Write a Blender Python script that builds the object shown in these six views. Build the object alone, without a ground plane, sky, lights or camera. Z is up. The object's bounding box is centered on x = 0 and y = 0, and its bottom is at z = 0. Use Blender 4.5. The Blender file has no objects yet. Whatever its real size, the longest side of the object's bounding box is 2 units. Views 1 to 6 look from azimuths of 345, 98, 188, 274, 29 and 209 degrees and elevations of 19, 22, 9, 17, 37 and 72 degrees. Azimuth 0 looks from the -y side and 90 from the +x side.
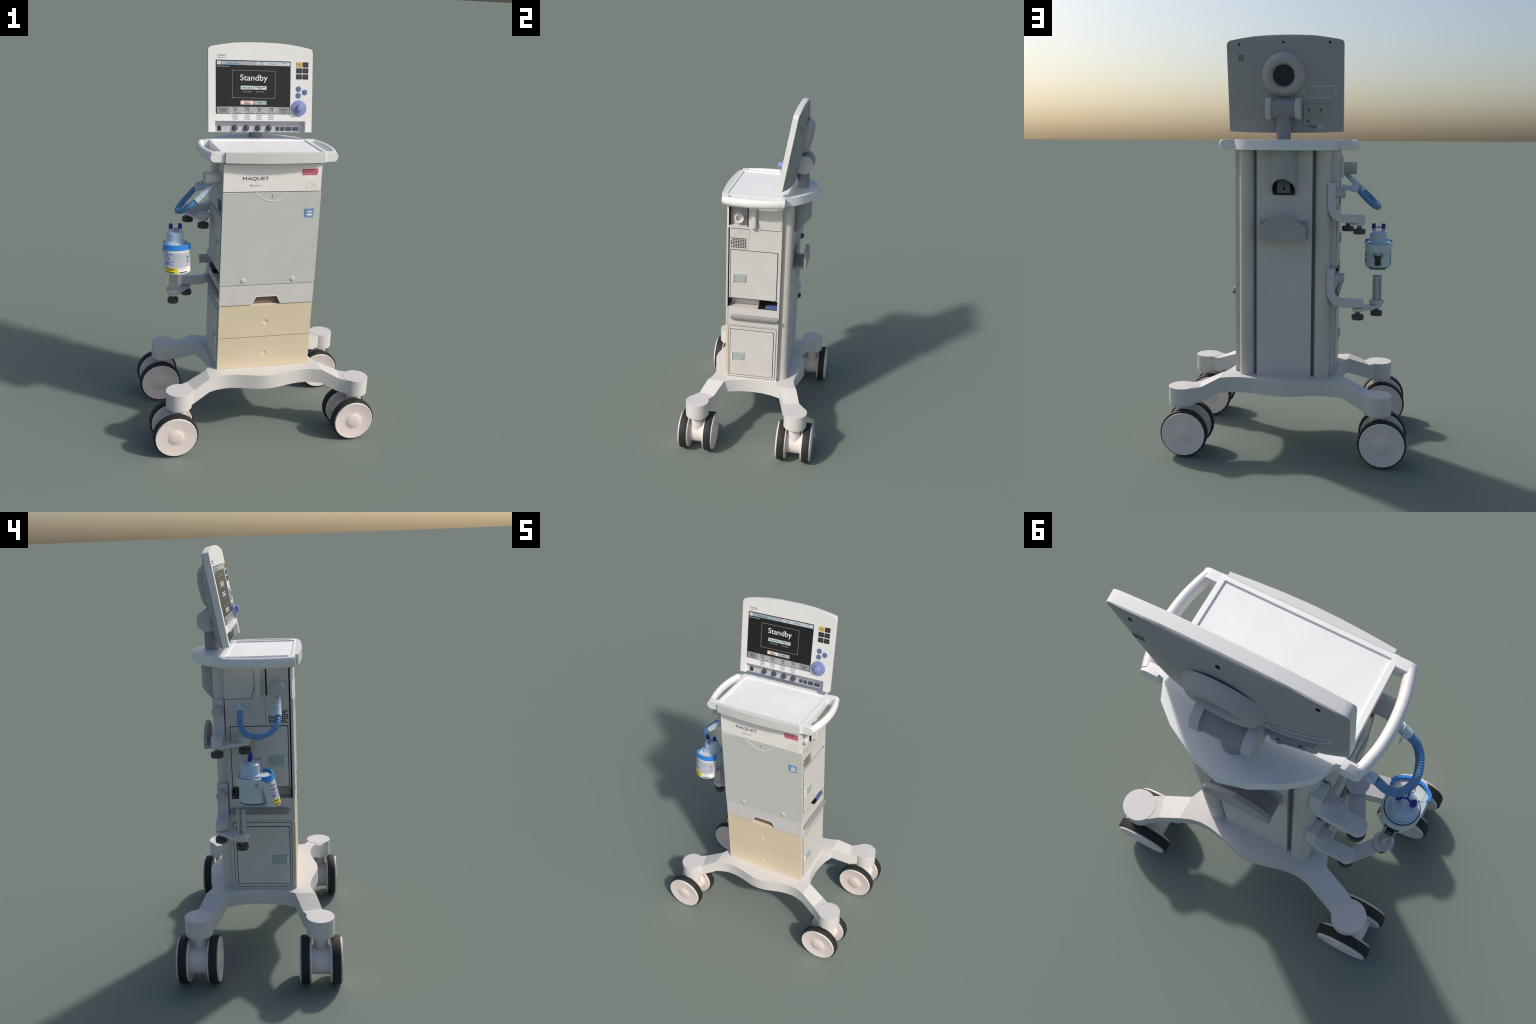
# A wheeled hospital ventilator: caster base, cabinet, tray table with handles, tilted monitor,
# two jointed side arms, breathing hose and humidifier.  Units are metres, z up.
import bpy, bmesh, math
from mathutils import Matrix, Vector

CX = 0.0165                       # the cabinet's plane of symmetry
IDENT = Matrix.Identity(4)
WORLD = {}                        # object name -> world matrix
COLL = bpy.context.scene.collection


# ----------------------------------------------------------------------------- materials
def lin(c):
    return tuple((v / 12.92 if v <= 0.04045 else ((v + 0.055) / 1.055) ** 2.4) for v in c)


def material(name, rgb, rough=0.5, vary=0.03, scale=9.0, bump=0.0, bump_scale=250.0,
             metallic=0.0, coat=0.0, stripes=None, transmission=0.0):
    """Principled plastic / rubber / metal whose colour wanders a little with noise."""
    m = bpy.data.materials.new(name)
    m.use_nodes = True
    nt = m.node_tree
    bsdf = nt.nodes["Principled BSDF"]
    bsdf.inputs["Roughness"].default_value = rough
    bsdf.inputs["Metallic"].default_value = metallic
    bsdf.inputs["Coat Weight"].default_value = coat
    bsdf.inputs["Specular IOR Level"].default_value = 0.35
    bsdf.inputs["Transmission Weight"].default_value = transmission
    co = nt.nodes.new("ShaderNodeTexCoord")
    noise = nt.nodes.new("ShaderNodeTexNoise")
    noise.inputs["Scale"].default_value = scale
    noise.inputs["Detail"].default_value = 5.0
    nt.links.new(co.outputs["Object"], noise.inputs["Vector"])
    ramp = nt.nodes.new("ShaderNodeValToRGB")
    base = lin(rgb)
    ramp.color_ramp.elements[0].position = 0.3
    ramp.color_ramp.elements[1].position = 0.7
    ramp.color_ramp.elements[0].color = tuple(max(0, v * (1 - vary)) for v in base) + (1,)
    ramp.color_ramp.elements[1].color = tuple(min(1, v * (1 + vary)) for v in base) + (1,)
    nt.links.new(noise.outputs["Fac"], ramp.inputs["Fac"])
    nt.links.new(ramp.outputs["Color"], bsdf.inputs["Base Color"])
    if bump > 0:
        n2 = nt.nodes.new("ShaderNodeTexNoise")
        n2.inputs["Scale"].default_value = bump_scale
        n2.inputs["Detail"].default_value = 3.0
        nt.links.new(co.outputs["Object"], n2.inputs["Vector"])
        b = nt.nodes.new("ShaderNodeBump")
        b.inputs["Strength"].default_value = bump
        b.inputs["Distance"].default_value = 0.001
        nt.links.new(n2.outputs["Fac"], b.inputs["Height"])
        nt.links.new(b.outputs["Normal"], bsdf.inputs["Normal"])
    return m


M = {}
def mat(key, *a, **k):
    M[key] = material(key, *a, **k)


mat("white_tray", (0.915, 0.915, 0.912), rough=0.45)
mat("white_handle", (0.90, 0.895, 0.885), rough=0.42)
mat("base_white", (0.825, 0.810, 0.793), rough=0.5)
mat("cabinet_white", (0.803, 0.786, 0.765), rough=0.5, bump=0.05)
mat("header_white", (0.935, 0.915, 0.893), rough=0.5)
mat("door_grey", (0.770, 0.775, 0.748), rough=0.5, vary=0.02, bump=0.05)
mat("shelf_grey", (0.82, 0.805, 0.795), rough=0.5)
mat("apron_grey", (0.825, 0.828, 0.812), rough=0.5)
mat("drawer_tan", (0.862, 0.797, 0.685), rough=0.5, vary=0.035, scale=4, bump=0.04)
mat("post_grey", (0.79, 0.772, 0.745), rough=0.5)
mat("back_grey", (0.80, 0.785, 0.77), rough=0.55)
mat("bracket_grey", (0.665, 0.655, 0.65), rough=0.5)
mat("housing_grey", (0.655, 0.66, 0.66), rough=0.5)
mat("arm_grey", (0.80, 0.79, 0.79), rough=0.5)
mat("arm_joint_grey", (0.72, 0.71, 0.71), rough=0.5)
mat("stand_grey", (0.58, 0.575, 0.59), rough=0.5)
mat("hinge_cap_grey", (0.78, 0.77, 0.77), rough=0.5)
mat("monitor_white", (0.885, 0.88, 0.865), rough=0.5)
mat("monitor_back_grey", (0.635, 0.63, 0.625), rough=0.55, bump=0.08)
mat("boss_grey", (0.68, 0.67, 0.665), rough=0.5)
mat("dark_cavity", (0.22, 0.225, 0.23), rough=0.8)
mat("recess_grey", (0.70, 0.71, 0.74), rough=0.5)
mat("groove_shade_paint", (0.42, 0.42, 0.41), rough=0.8)
mat("navy_gap", (0.10, 0.13, 0.26), rough=0.7)
mat("black_gap", (0.03, 0.03, 0.03), rough=0.8)
mat("line_grey", (0.30, 0.295, 0.285), rough=0.7)
mat("seam_dark", (0.20, 0.195, 0.19), rough=0.8)
mat("soft_line", (0.56, 0.55, 0.535), rough=0.7)
mat("screen_black", (0.125, 0.125, 0.125), rough=0.35, vary=0.02)
mat("text_white", (0.95, 0.95, 0.93), rough=0.5)
mat("screen_grey", (0.66, 0.66, 0.67), rough=0.5)
mat("screen_grey_dark", (0.56, 0.56, 0.57), rough=0.5)
mat("screen_pale", (0.76, 0.81, 0.83), rough=0.5)
mat("screen_teal", (0.62, 0.68, 0.70), rough=0.5)
mat("screen_lilac", (0.66, 0.65, 0.70), rough=0.5)
mat("screen_cyan", (0.30, 0.62, 0.80), rough=0.5)
mat("screen_peach", (0.93, 0.83, 0.77), rough=0.5)
mat("text_dark", (0.17, 0.18, 0.19), rough=0.6)
mat("button_black", (0.17, 0.17, 0.165), rough=0.5)
mat("button_text", (0.42, 0.42, 0.42), rough=0.6)
mat("button_yellow", (0.82, 0.68, 0.34), rough=0.5)
mat("button_blue", (0.40, 0.46, 0.60), rough=0.45)
mat("dial_blue", (0.51, 0.56, 0.735), rough=0.4)
mat("knob_dark", (0.27, 0.28, 0.31), rough=0.45)
mat("led_green", (0.58, 0.72, 0.35), rough=0.4)
mat("logo_purple", (0.22, 0.16, 0.37), rough=0.5)
mat("logo_grey", (0.66, 0.61, 0.60), rough=0.6)
mat("sticker_pink", (0.79, 0.30, 0.44), rough=0.5, vary=0.1, scale=40)
mat("sticker_blue", (0.42, 0.58, 0.76), rough=0.5, vary=0.1, scale=40)
mat("sticker_faint", (0.79, 0.76, 0.74), rough=0.6)
mat("door_highlight", (0.87, 0.885, 0.875), rough=0.45)
mat("door_mark", (0.62, 0.64, 0.61), rough=0.6)
mat("latch_green", (0.65, 0.695, 0.67), rough=0.45)
mat("latch_edge", (0.85, 0.87, 0.84), rough=0.45)
mat("rail_grey", (0.555, 0.55, 0.545), rough=0.5)
mat("slot_brown", (0.50, 0.42, 0.365), rough=0.7)
mat("slot_blue", (0.34, 0.39, 0.57), rough=0.5)
mat("seal_blue", (0.27, 0.33, 0.56), rough=0.6)
mat("port_white", (0.88, 0.865, 0.85), rough=0.45)
mat("port_wall", (0.70, 0.685, 0.67), rough=0.55)
mat("tyre_black", (0.165, 0.163, 0.158), rough=0.65, bump=0.15, bump_scale=120)
mat("rim_rose", (0.90, 0.845, 0.82), rough=0.5, vary=0.035, scale=14)
mat("rim_white", (0.87, 0.855, 0.845), rough=0.45)
mat("stem_white", (0.88, 0.85, 0.835), rough=0.45)
mat("thumb_black", (0.285, 0.285, 0.29), rough=0.55, bump=0.1)
mat("thumb_stem", (0.42, 0.42, 0.42), rough=0.5)
mat("hose_blue_dark", (0.27, 0.46, 0.68), rough=0.4)
mat("hose_blue_light", (0.43, 0.60, 0.76), rough=0.4)
mat("connector_white", (0.77, 0.83, 0.87), rough=0.35)
mat("chamber_blue", (0.705, 0.795, 0.865), rough=0.22, coat=0.3, vary=0.05)
mat("humidifier_grey", (0.770, 0.820, 0.842), rough=0.45)
mat("humidifier_pale", (0.84, 0.85, 0.83), rough=0.5)
mat("humidifier_base", (0.55, 0.66, 0.71), rough=0.5)
mat("band_blue", (0.24, 0.55, 0.87), rough=0.35)
mat("cap_navy", (0.12, 0.15, 0.56), rough=0.4)
mat("display_silver", (0.715, 0.725, 0.755), rough=0.4, vary=0.06, scale=20)
mat("display_white", (0.82, 0.84, 0.86), rough=0.45)
mat("display_window", (0.66, 0.73, 0.74), rough=0.3)
mat("label_yellow", (0.93, 0.84, 0.10), rough=0.5)
mat("print_blue", (0.33, 0.37, 0.70), rough=0.5)
mat("print_green", (0.55, 0.75, 0.25), rough=0.5)


# ----------------------------------------------------------------------------- mesh builders
def new_bm():
    return bmesh.new()


def bm_box(x0, x1, y0, y1, z0, z1, bm=None):
    bm = bm or new_bm()
    v = [bm.verts.new((x, y, z)) for x in (x0, x1) for y in (y0, y1) for z in (z0, z1)]
    for f in ((0, 1, 3, 2), (4, 6, 7, 5), (0, 4, 5, 1), (2, 3, 7, 6), (0, 2, 6, 4), (1, 5, 7, 3)):
        bm.faces.new([v[i] for i in f])
    return bm


AXES = {"x": lambda a, b, h: (h, a, b), "y": lambda a, b, h: (a, h, b), "z": lambda a, b, h: (a, b, h)}


def bm_prism(outline, axis, h0, h1, bm=None):
    """Extrude a closed 2D outline along an axis (outline = the two other coordinates, in xyz order)."""
    bm = bm or new_bm()
    put = AXES[axis]
    lo = [bm.verts.new(put(a, b, h0)) for a, b in outline]
    hi = [bm.verts.new(put(a, b, h1)) for a, b in outline]
    n = len(outline)
    fs = [bm.faces.new(lo), bm.faces.new(hi)]
    for i in range(n):
        fs.append(bm.faces.new((lo[i], lo[(i + 1) % n], hi[(i + 1) % n], hi[i])))
    bmesh.ops.recalc_face_normals(bm, faces=fs)
    return bm


def bm_lathe(profile, axis, centre, segments=24, bm=None, mats=None):
    """Turn (radius, height) pairs about an axis through centre (the two other coordinates)."""
    bm = bm or new_bm()
    put = AXES[axis]
    rings, fs = [], []
    for r, h in profile:
        if r < 1e-6:
            rings.append([bm.verts.new(put(centre[0], centre[1], h))])
        else:
            rings.append([bm.verts.new(put(centre[0] + r * math.cos(2 * math.pi * i / segments),
                                           centre[1] + r * math.sin(2 * math.pi * i / segments), h))
                          for i in range(segments)])
    for k in range(len(rings) - 1):
        a, b = rings[k], rings[k + 1]
        for i in range(segments):
            j = (i + 1) % segments
            if len(a) == 1 and len(b) == 1:
                continue
            if len(a) == 1:
                f = bm.faces.new((a[0], b[i], b[j]))
            elif len(b) == 1:
                f = bm.faces.new((a[i], a[j], b[0]))
            else:
                f = bm.faces.new((a[i], a[j], b[j], b[i]))
            if mats:
                f.material_index = mats[k]
            fs.append(f)
    for ring in (rings[0], rings[-1]):
        if len(ring) > 1:
            fs.append(bm.faces.new(ring))
    bmesh.ops.recalc_face_normals(bm, faces=fs)
    return bm


def spline(points, per=10):
    """Catmull-Rom through the points."""
    P = [Vector(p) for p in points]
    P = [2 * P[0] - P[1]] + P + [2 * P[-1] - P[-2]]
    out = []
    for i in range(1, len(P) - 2):
        for s in range(per):
            t = s / per
            a, b, c, d = P[i - 1], P[i], P[i + 1], P[i + 2]
            out.append(0.5 * (2 * b + (c - a) * t + (2 * a - 5 * b + 4 * c - d) * t * t + (3 * b - a - 3 * c + d) * t ** 3))
    out.append(P[-2])
    return out


def resample(path, n):
    L = [0.0]
    for a, b in zip(path, path[1:]):
        L.append(L[-1] + (b - a).length)
    out, k = [], 0
    for i in range(n + 1):
        s = L[-1] * i / n
        while k < len(path) - 2 and L[k + 1] < s:
            k += 1
        t = (s - L[k]) / max(1e-9, L[k + 1] - L[k])
        out.append(path[k].lerp(path[k + 1], t))
    return out


def bm_sweep(path, radius, segments=12, up=Vector((0, 0, 1)), bm=None, face_mat=None):
    """Tube along a path.  radius(i) gives a number or a (side, up) pair."""
    bm = bm or new_bm()
    path = [Vector(p) for p in path]
    rings, fs = [], []
    n = len(path)
    for i, p in enumerate(path):
        t = (path[min(i + 1, n - 1)] - path[max(i - 1, 0)]).normalized()
        side = t.cross(up)
        side = side.normalized() if side.length > 1e-4 else Vector((1, 0, 0))
        top = side.cross(t).normalized()
        r = radius(i) if callable(radius) else radius
        ra, rb = r if isinstance(r, tuple) else (r, r)
        rings.append([bm.verts.new(p + side * ra * math.cos(2 * math.pi * k / segments) + top * rb * math.sin(2 * math.pi * k / segments))
                      for k in range(segments)])
    for i in range(n - 1):
        for k in range(segments):
            j = (k + 1) % segments
            f = bm.faces.new((rings[i][k], rings[i][j], rings[i + 1][j], rings[i + 1][k]))
            if face_mat:
                f.material_index = face_mat(i)
            fs.append(f)
    fs.append(bm.faces.new(rings[0]))
    fs.append(bm.faces.new(rings[-1]))
    bmesh.ops.recalc_face_normals(bm, faces=fs)
    return bm


def bm_loft(rings, bm=None, caps=True):
    bm = bm or new_bm()
    R = [[bm.verts.new(p) for p in ring] for ring in rings]
    n = len(R[0])
    fs = []
    for a, b in zip(R, R[1:]):
        for i in range(n):
            j = (i + 1) % n
            fs.append(bm.faces.new((a[i], a[j], b[j], b[i])))
    if caps:
        fs += [bm.faces.new(R[0]), bm.faces.new(R[-1])]
    bmesh.ops.recalc_face_normals(bm, faces=fs)
    return bm


def bm_patch(point, nu, nv, depth=0.0008):
    """Thin curved plate: point(s, t, lift) with s, t in 0..1."""
    bm = new_bm()
    grid = [[[bm.verts.new(point(i / nu, j / nv, l)) for j in range(nv + 1)] for i in range(nu + 1)] for l in (-0.001, depth)]
    fs = []
    for g in grid:
        for i in range(nu):
            for j in range(nv):
                fs.append(bm.faces.new((g[i][j], g[i + 1][j], g[i + 1][j + 1], g[i][j + 1])))
    edge = [(i, 0) for i in range(nu)] + [(nu, j) for j in range(nv)] + [(i, nv) for i in range(nu, 0, -1)] + [(0, j) for j in range(nv, 0, -1)]
    for (a, b), (c, d) in zip(edge, edge[1:] + edge[:1]):
        fs.append(bm.faces.new((grid[0][a][b], grid[0][c][d], grid[1][c][d], grid[1][a][b])))
    bmesh.ops.recalc_face_normals(bm, faces=fs)
    return bm


def bm_bevel(bm, width, segments=2, angle=35):
    es = [e for e in bm.edges if len(e.link_faces) == 2 and math.degrees(e.calc_face_angle(0)) > angle]
    bmesh.ops.bevel(bm, geom=es, offset=width, segments=segments, profile=0.5, affect="EDGES", clamp_overlap=True)
    return bm


def bm_text(string, x0, x1, z0, z1, y, lift=0.0008):
    """Raised lettering facing -y, fitted to a box."""
    cu = bpy.data.curves.new("lettering_source", "FONT")
    cu.body = string
    cu.extrude = 0.02
    cu.resolution_u = 3
    ob = bpy.data.objects.new("lettering_source", cu)
    COLL.objects.link(ob)
    dg = bpy.context.evaluated_depsgraph_get()
    me = bpy.data.meshes.new_from_object(ob.evaluated_get(dg))
    bpy.data.objects.remove(ob)
    bpy.data.curves.remove(cu)
    bm = new_bm()
    bm.from_mesh(me)
    bpy.data.meshes.remove(me)
    xs = [v.co.x for v in bm.verts]
    ys = [v.co.y for v in bm.verts]
    ax, bx, ay, by = min(xs), max(xs), min(ys), max(ys)
    for v in bm.verts:
        v.co = Vector((x0 + (v.co.x - ax) / (bx - ax) * (x1 - x0), y - (lift if v.co.z > 0 else -lift),
                       z0 + (v.co.y - ay) / (by - ay) * (z1 - z0)))
    bmesh.ops.recalc_face_normals(bm, faces=bm.faces)
    return bm


def bm_join(*parts):
    out = new_bm()
    for p in parts:
        me = bpy.data.meshes.new("joining")
        p.to_mesh(me)
        out.from_mesh(me)
        bpy.data.meshes.remove(me)
        p.free()
    return out


def bm_cut(bm, cutter):
    """Boolean difference."""
    obs = []
    for b in (bm, cutter):
        me = bpy.data.meshes.new("cutting")
        bmesh.ops.recalc_face_normals(b, faces=b.faces)
        b.to_mesh(me)
        b.free()
        ob = bpy.data.objects.new("cutting", me)
        COLL.objects.link(ob)
        obs.append(ob)
    md = obs[0].modifiers.new("cut", "BOOLEAN")
    md.operation, md.solver, md.object = "DIFFERENCE", "EXACT", obs[1]
    dg = bpy.context.evaluated_depsgraph_get()
    dg.update()
    me = bpy.data.meshes.new_from_object(obs[0].evaluated_get(dg))
    out = new_bm()
    out.from_mesh(me)
    for ob in obs:
        d = ob.data
        bpy.data.objects.remove(ob)
        bpy.data.meshes.remove(d)
    bpy.data.meshes.remove(me)
    return out


def place(ob, parent, world):
    WORLD[ob.name] = world
    if parent is not None:
        ob.parent = parent
        ob.matrix_parent_inverse = IDENT
        ob.matrix_basis = WORLD[parent.name].inverted() @ world
    else:
        ob.matrix_basis = world


def add(name, bm, mats, parent, space=IDENT, smooth=40, flat=True):
    """Turn a bmesh into a named part whose origin sits at its own middle."""
    if isinstance(mats, str):
        mats = [mats]
    me = bpy.data.meshes.new(name)
    lo = Vector([min(v.co[i] for v in bm.verts) for i in range(3)])
    hi = Vector([max(v.co[i] for v in bm.verts) for i in range(3)])
    c = (lo + hi) / 2
    bmesh.ops.translate(bm, verts=bm.verts, vec=-c)
    for f in bm.faces:
        f.smooth = True
    bm.to_mesh(me)
    bm.free()
    me.set_sharp_from_angle(angle=math.radians(smooth))
    for k in mats:
        me.materials.append(M[k])
    ob = bpy.data.objects.new(name, me)
    COLL.objects.link(ob)
    if flat:                      # large flat faces keep flat shading next to their rounded edges
        wn = ob.modifiers.new("face_weighted_normals", "WEIGHTED_NORMAL")
        wn.keep_sharp = True
        wn.weight = 90
    place(ob, parent, space @ Matrix.Translation(c))
    return ob


def repeat(src, name, parent, world):
    ob = bpy.data.objects.new(name, src.data)
    COLL.objects.link(ob)
    place(ob, parent, world)
    return ob


def arc(cx, cy, r, a0, a1, n):
    return [(cx + r * math.cos(math.radians(a0 + (a1 - a0) * i / n)), cy + r * math.sin(math.radians(a0 + (a1 - a0) * i / n))) for i in range(n + 1)]


def rounded_rect(a0, a1, b0, b1, r, n=5):
    return arc(a1 - r, b1 - r, r, 0, 90, n) + arc(a0 + r, b1 - r, r, 90, 180, n) + arc(a0 + r, b0 + r, r, 180, 270, n) + arc(a1 - r, b0 + r, r, 270, 360, n)


# ----------------------------------------------------------------------------- the thing
root = bpy.data.objects.new("medical_ventilator", None)
COLL.objects.link(root)
place(root, None, IDENT)
root["label"] = "white wheeled hospital ventilator with tilted monitor, tray and hose"
root["category"] = "medical ventilator"

# ----------------------------------------------------------------------------- base and casters
BASE_TOP, ARM_TOP, BASE_THICK = 0.367, 0.3255, 0.0765
# one quarter of the platform's edge, as (distance from the symmetry plane, y), front centre to side centre
EDGE = [(0.0, 0.2790), (0.038, 0.2755), (0.076, 0.2660), (0.114, 0.2550), (0.150, 0.2465), (0.186, 0.2415), (0.222, 0.2410), (0.262, 0.2490), (0.303, 0.2660)]
SIDE = [(0.303, 0.167), (0.282, 0.118), (0.269, 0.062), (0.265, 0.0)]
CREASE_OUT, CREASE_IN = (0.388, 0.296), (0.412, 0.206)
CASTERS = [(-0.447, -0.287, -1, -1), (0.501, -0.287, 1, -1), (0.501, 0.287, 1, 1), (-0.447, 0.287, -1, 1)]


def build_base():
    bm = new_bm()
    ring, slopes = [], []
    def v(dx, y, z):
        return bm.verts.new((CX + dx, y, z))
    corner = {}
    for sx, sy in ((1, -1), (1, 1), (-1, 1), (-1, -1)):
        corner[(sx, sy)] = (v(sx * EDGE[-1][0], sy * EDGE[-1][1], BASE_TOP), v(sx * SIDE[0][0], sy * SIDE[0][1], BASE_TOP))
    def side_run(sx, s):      # from y sign s to -s
        return [v(sx * d, s * y, BASE_TOP) for d, y in SIDE[1:]] + [v(sx * d, -s * y, BASE_TOP) for d, y in reversed(SIDE[1:-1])]
    def edge_run(sy, s):      # from x sign s to -s
        return [v(s * d, sy * y, BASE_TOP) for d, y in reversed(EDGE[1:-1])] + [v(-s * d if d else 0, sy * y, BASE_TOP) for d, y in EDGE[:-1]]
    ring += [corner[(1, -1)][0], corner[(1, -1)][1]] + side_run(1, -1)
    ring += [corner[(1, 1)][1], corner[(1, 1)][0]] + edge_run(1, 1)
    ring += [corner[(-1, 1)][0], corner[(-1, 1)][1]] + side_run(-1, 1)
    ring += [corner[(-1, -1)][1], corner[(-1, -1)][0]] + edge_run(-1, -1)
    tops = [bm.faces.new(ring)]
    for cx, cy, sx, sy in CASTERS:
        out, inn = corner[(sx, sy)]
        a, b = v(sx * CREASE_OUT[0], sy * CREASE_OUT[1], ARM_TOP), v(sx * CREASE_IN[0], sy * CREASE_IN[1], ARM_TOP)
        # where the flat end of the arm runs into the caster cap
        if sx > 0:
            c, d = bm.verts.new((0.475, sy * 0.347, ARM_TOP)), bm.verts.new((0.472, sy * 0.231, ARM_TOP))
        else:
            c, d = bm.verts.new((-0.41, sy * 0.330, ARM_TOP)), bm.verts.new((-0.44, sy * 0.232, ARM_TOP))
        tops += [bm.faces.new((out, inn, b)), bm.faces.new((out, b, a)), bm.faces.new((a, b, d, c))]
    bmesh.ops.recalc_face_normals(bm, faces=bm.faces)
    if tops[0].normal.z < 0:
        bmesh.ops.reverse_faces(bm, faces=bm.faces)
    geo = bmesh.ops.extrude_face_region(bm, geom=list(bm.faces), use_keep_orig=True)
    low = [g for g in geo["geom"] if isinstance(g, bmesh.types.BMVert)]
    bmesh.ops.translate(bm, verts=low, vec=(0, 0, -BASE_THICK))
    bmesh.ops.recalc_face_normals(bm, faces=bm.faces)
    return bm


base = add("base", build_base(), "base_white", root, smooth=19)

tyre_src = rim_src = None
for cx, cy, sx, sy in CASTERS:
    hub_x = cx - 0.0255
    cap = bm_lathe([(0.066, 0.2385), (0.066, 0.327)], "z", (cx, cy), 28)
    stem = bm_lathe([(0.0345, 0.245), (0.0345, 0.11)], "z", (cx, cy), 16)
    barrel = bm_lathe([(0.068, cy - 0.045), (0.068, cy + 0.045)], "y", (hub_x, 0.1140), 28)
    for f in barrel.faces:
        f.material_index = 1
    for f in stem.faces:
        f.material_index = 1
    caster = add("caster", bm_join(cap, stem, barrel), ["base_white", "stem_white"], root)
    for s in (-1, 1):
        at = Matrix.Translation((hub_x, cy + s * 0.0718, 0.1140))
        if tyre_src is None:
            t = bm_lathe([(0.102, -0.0195), (0.1125, -0.0195), (0.1145, -0.016), (0.1145, 0.016), (0.1125, 0.0195), (0.102, 0.0195)], "y", (0, 0), 22)
            r = bm_lathe([(0.0, -0.027), (0.030, -0.027), (0.0985, -0.0262), (0.1030, -0.0285), (0.1056, -0.0265), (0.1056, 0.0265), (0.1030, 0.0285), (0.0985, 0.0272),
                          (0.056, 0.0256), (0.0440, 0.0246), (0.0395, 0.0270), (0.030, 0.0302), (0.015, 0.0320), (0.0, 0.0323)], "y", (0, 0), 22,
                         mats=[0, 0, 1, 1, 1, 1, 1, 0, 0, 0, 0, 0, 0])
            tyre_src = add("tyre", t, "tyre_black", caster, at, smooth=50)
            rim_src = add("rim", r, ["rim_rose", "rim_white"], caster, at, smooth=50)
            off_t = at.inverted() @ WORLD[tyre_src.name]
            off_r = at.inverted() @ WORLD[rim_src.name]
            turn = Matrix.Rotation(math.pi, 4, "Z")
            place(tyre_src, caster, at @ (turn if s < 0 else IDENT) @ off_t)
            place(rim_src, caster, at @ (turn if s < 0 else IDENT) @ off_r)
        else:
            face = turn if s < 0 else IDENT
            repeat(tyre_src, "tyre", caster, at @ face @ off_t)
            repeat(rim_src, "rim", caster, at @ face @ off_r)

# ----------------------------------------------------------------------------- cabinet
XL, XR = -0.2295, 0.2635          # cabinet side walls
YF, YB = -0.174, 0.138            # front plane, back of the side walls
Z0, Z1 = 0.366, 1.472

slot_d = 0.06
cab = bm_join(
    bm_cut(bm_box(XL, XR, -0.165, YB, Z0, 0.835), bm_box(-0.068, 0.101, -0.2, -0.1525, 0.7215, 0.7725)),
    bm_box(XL + slot_d, XR - slot_d, -0.155, 0.128, 0.834, 0.894),
    bm_box(XL, XR, 0.126, YB, 0.835, 0.893),
    bm_box(XL, XR, -0.158, YB, 0.893, 1.322),
    bm_box(XL, 0.175, -0.158, YB, 1.322, Z1),
    bm_box(0.175, XR, -0.055, YB, 1.322, Z1),
    bm_box(0.175, XR + 0.001, -0.166, -0.055, 1.3215, 1.335),
    bm_box(0.175, XR + 0.001, -0.166, -0.055, 1.443, Z1),
)
cabinet = add("cabinet", cab, "cabinet_white", root)

add("shadow_gap", bm_join(bm_box(XL + 0.006, XR - 0.006, -0.166, -0.1575, 0.84, 1.32),
                          bm_box(XL + 0.006, 0.174, -0.166, -0.1575, 1.322, 1.47),
                          bm_box(XR - 0.03, XR - 0.004, -0.166, -0.160, 1.336, 1.442),
                          
                          bm_box(XL - 0.0012, XL + 0.01, -0.0590, -0.0520, 1.336, 1.465),
                          ), "black_gap", cabinet)

add("shadow_gap", bm_box(XR - 0.006, XR + 0.0015, -0.0600, -0.0530, 1.336, 1.442), "navy_gap", cabinet)
# header panel across the top of the front, folded round the corner as a thin frame
add("header_panel", bm_bevel(bm_box(XL - 0.002, XR + 0.001, YF, -0.165, 1.3225, 1.458), 0.0015), "header_white", cabinet)
# big front door
door = bm_bevel(bm_box(XL - 0.003, XR + 0.004, YF - 0.002, -0.165, 0.8355, 1.3185), 0.0022)
front_door = add("service_door", door, "door_grey", cabinet)
add("door_trim", bm_join(bm_sweep([(CX - 0.086 + 0.172 * i / 24, YF - 0.0022, 1.3165 - 0.0425 * math.sin(math.pi * i / 24) ** 0.8) for i in range(25)], 0.0016, 6, up=Vector((0, 1, 0))),
                         bm_sweep([(XL + 0.001, YF - 0.002, 1.27), (XL + 0.0012, YF - 0.002, 1.306), (XL + 0.005, YF - 0.002, 1.314), (XL + 0.014, YF - 0.002, 1.3155), (XL + 0.07, YF - 0.002, 1.316)],
                                  lambda i: (0.0014, 0.0012), 6, up=Vector((0, 1, 0)))), "door_highlight", cabinet)
add("door_keyhole", bm_lathe([(0.0, YF - 0.0026), (0.0042, YF - 0.0026), (0.0048, YF)], "y", (CX - 0.001, 1.302), 12), "door_mark", cabinet)
add("door_keyhole", bm_box(CX - 0.003, CX + 0.001, YF - 0.0026, YF, 1.287, 1.302), "door_mark", cabinet)
bump_src = None
for x in (-0.1135, 0.1465):
    w = Matrix.Translation((x, YF - 0.002, 0.858))
    if bump_src is None:
        bump_src = add("door_bumper", bm_lathe([(0.0145, 0.002), (0.014, 0.0), (0.0125, -0.0018), (0.0085, -0.0030), (0.004, -0.0036), (0.0, -0.0038)], "y", (0, 0), 20), "door_grey", cabinet)
        off = Matrix.Translation((0, -0.0009, 0))
        place(bump_src, cabinet, w @ off)
    else:
        repeat(bump_src, "door_bumper", cabinet, w @ off)

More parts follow.
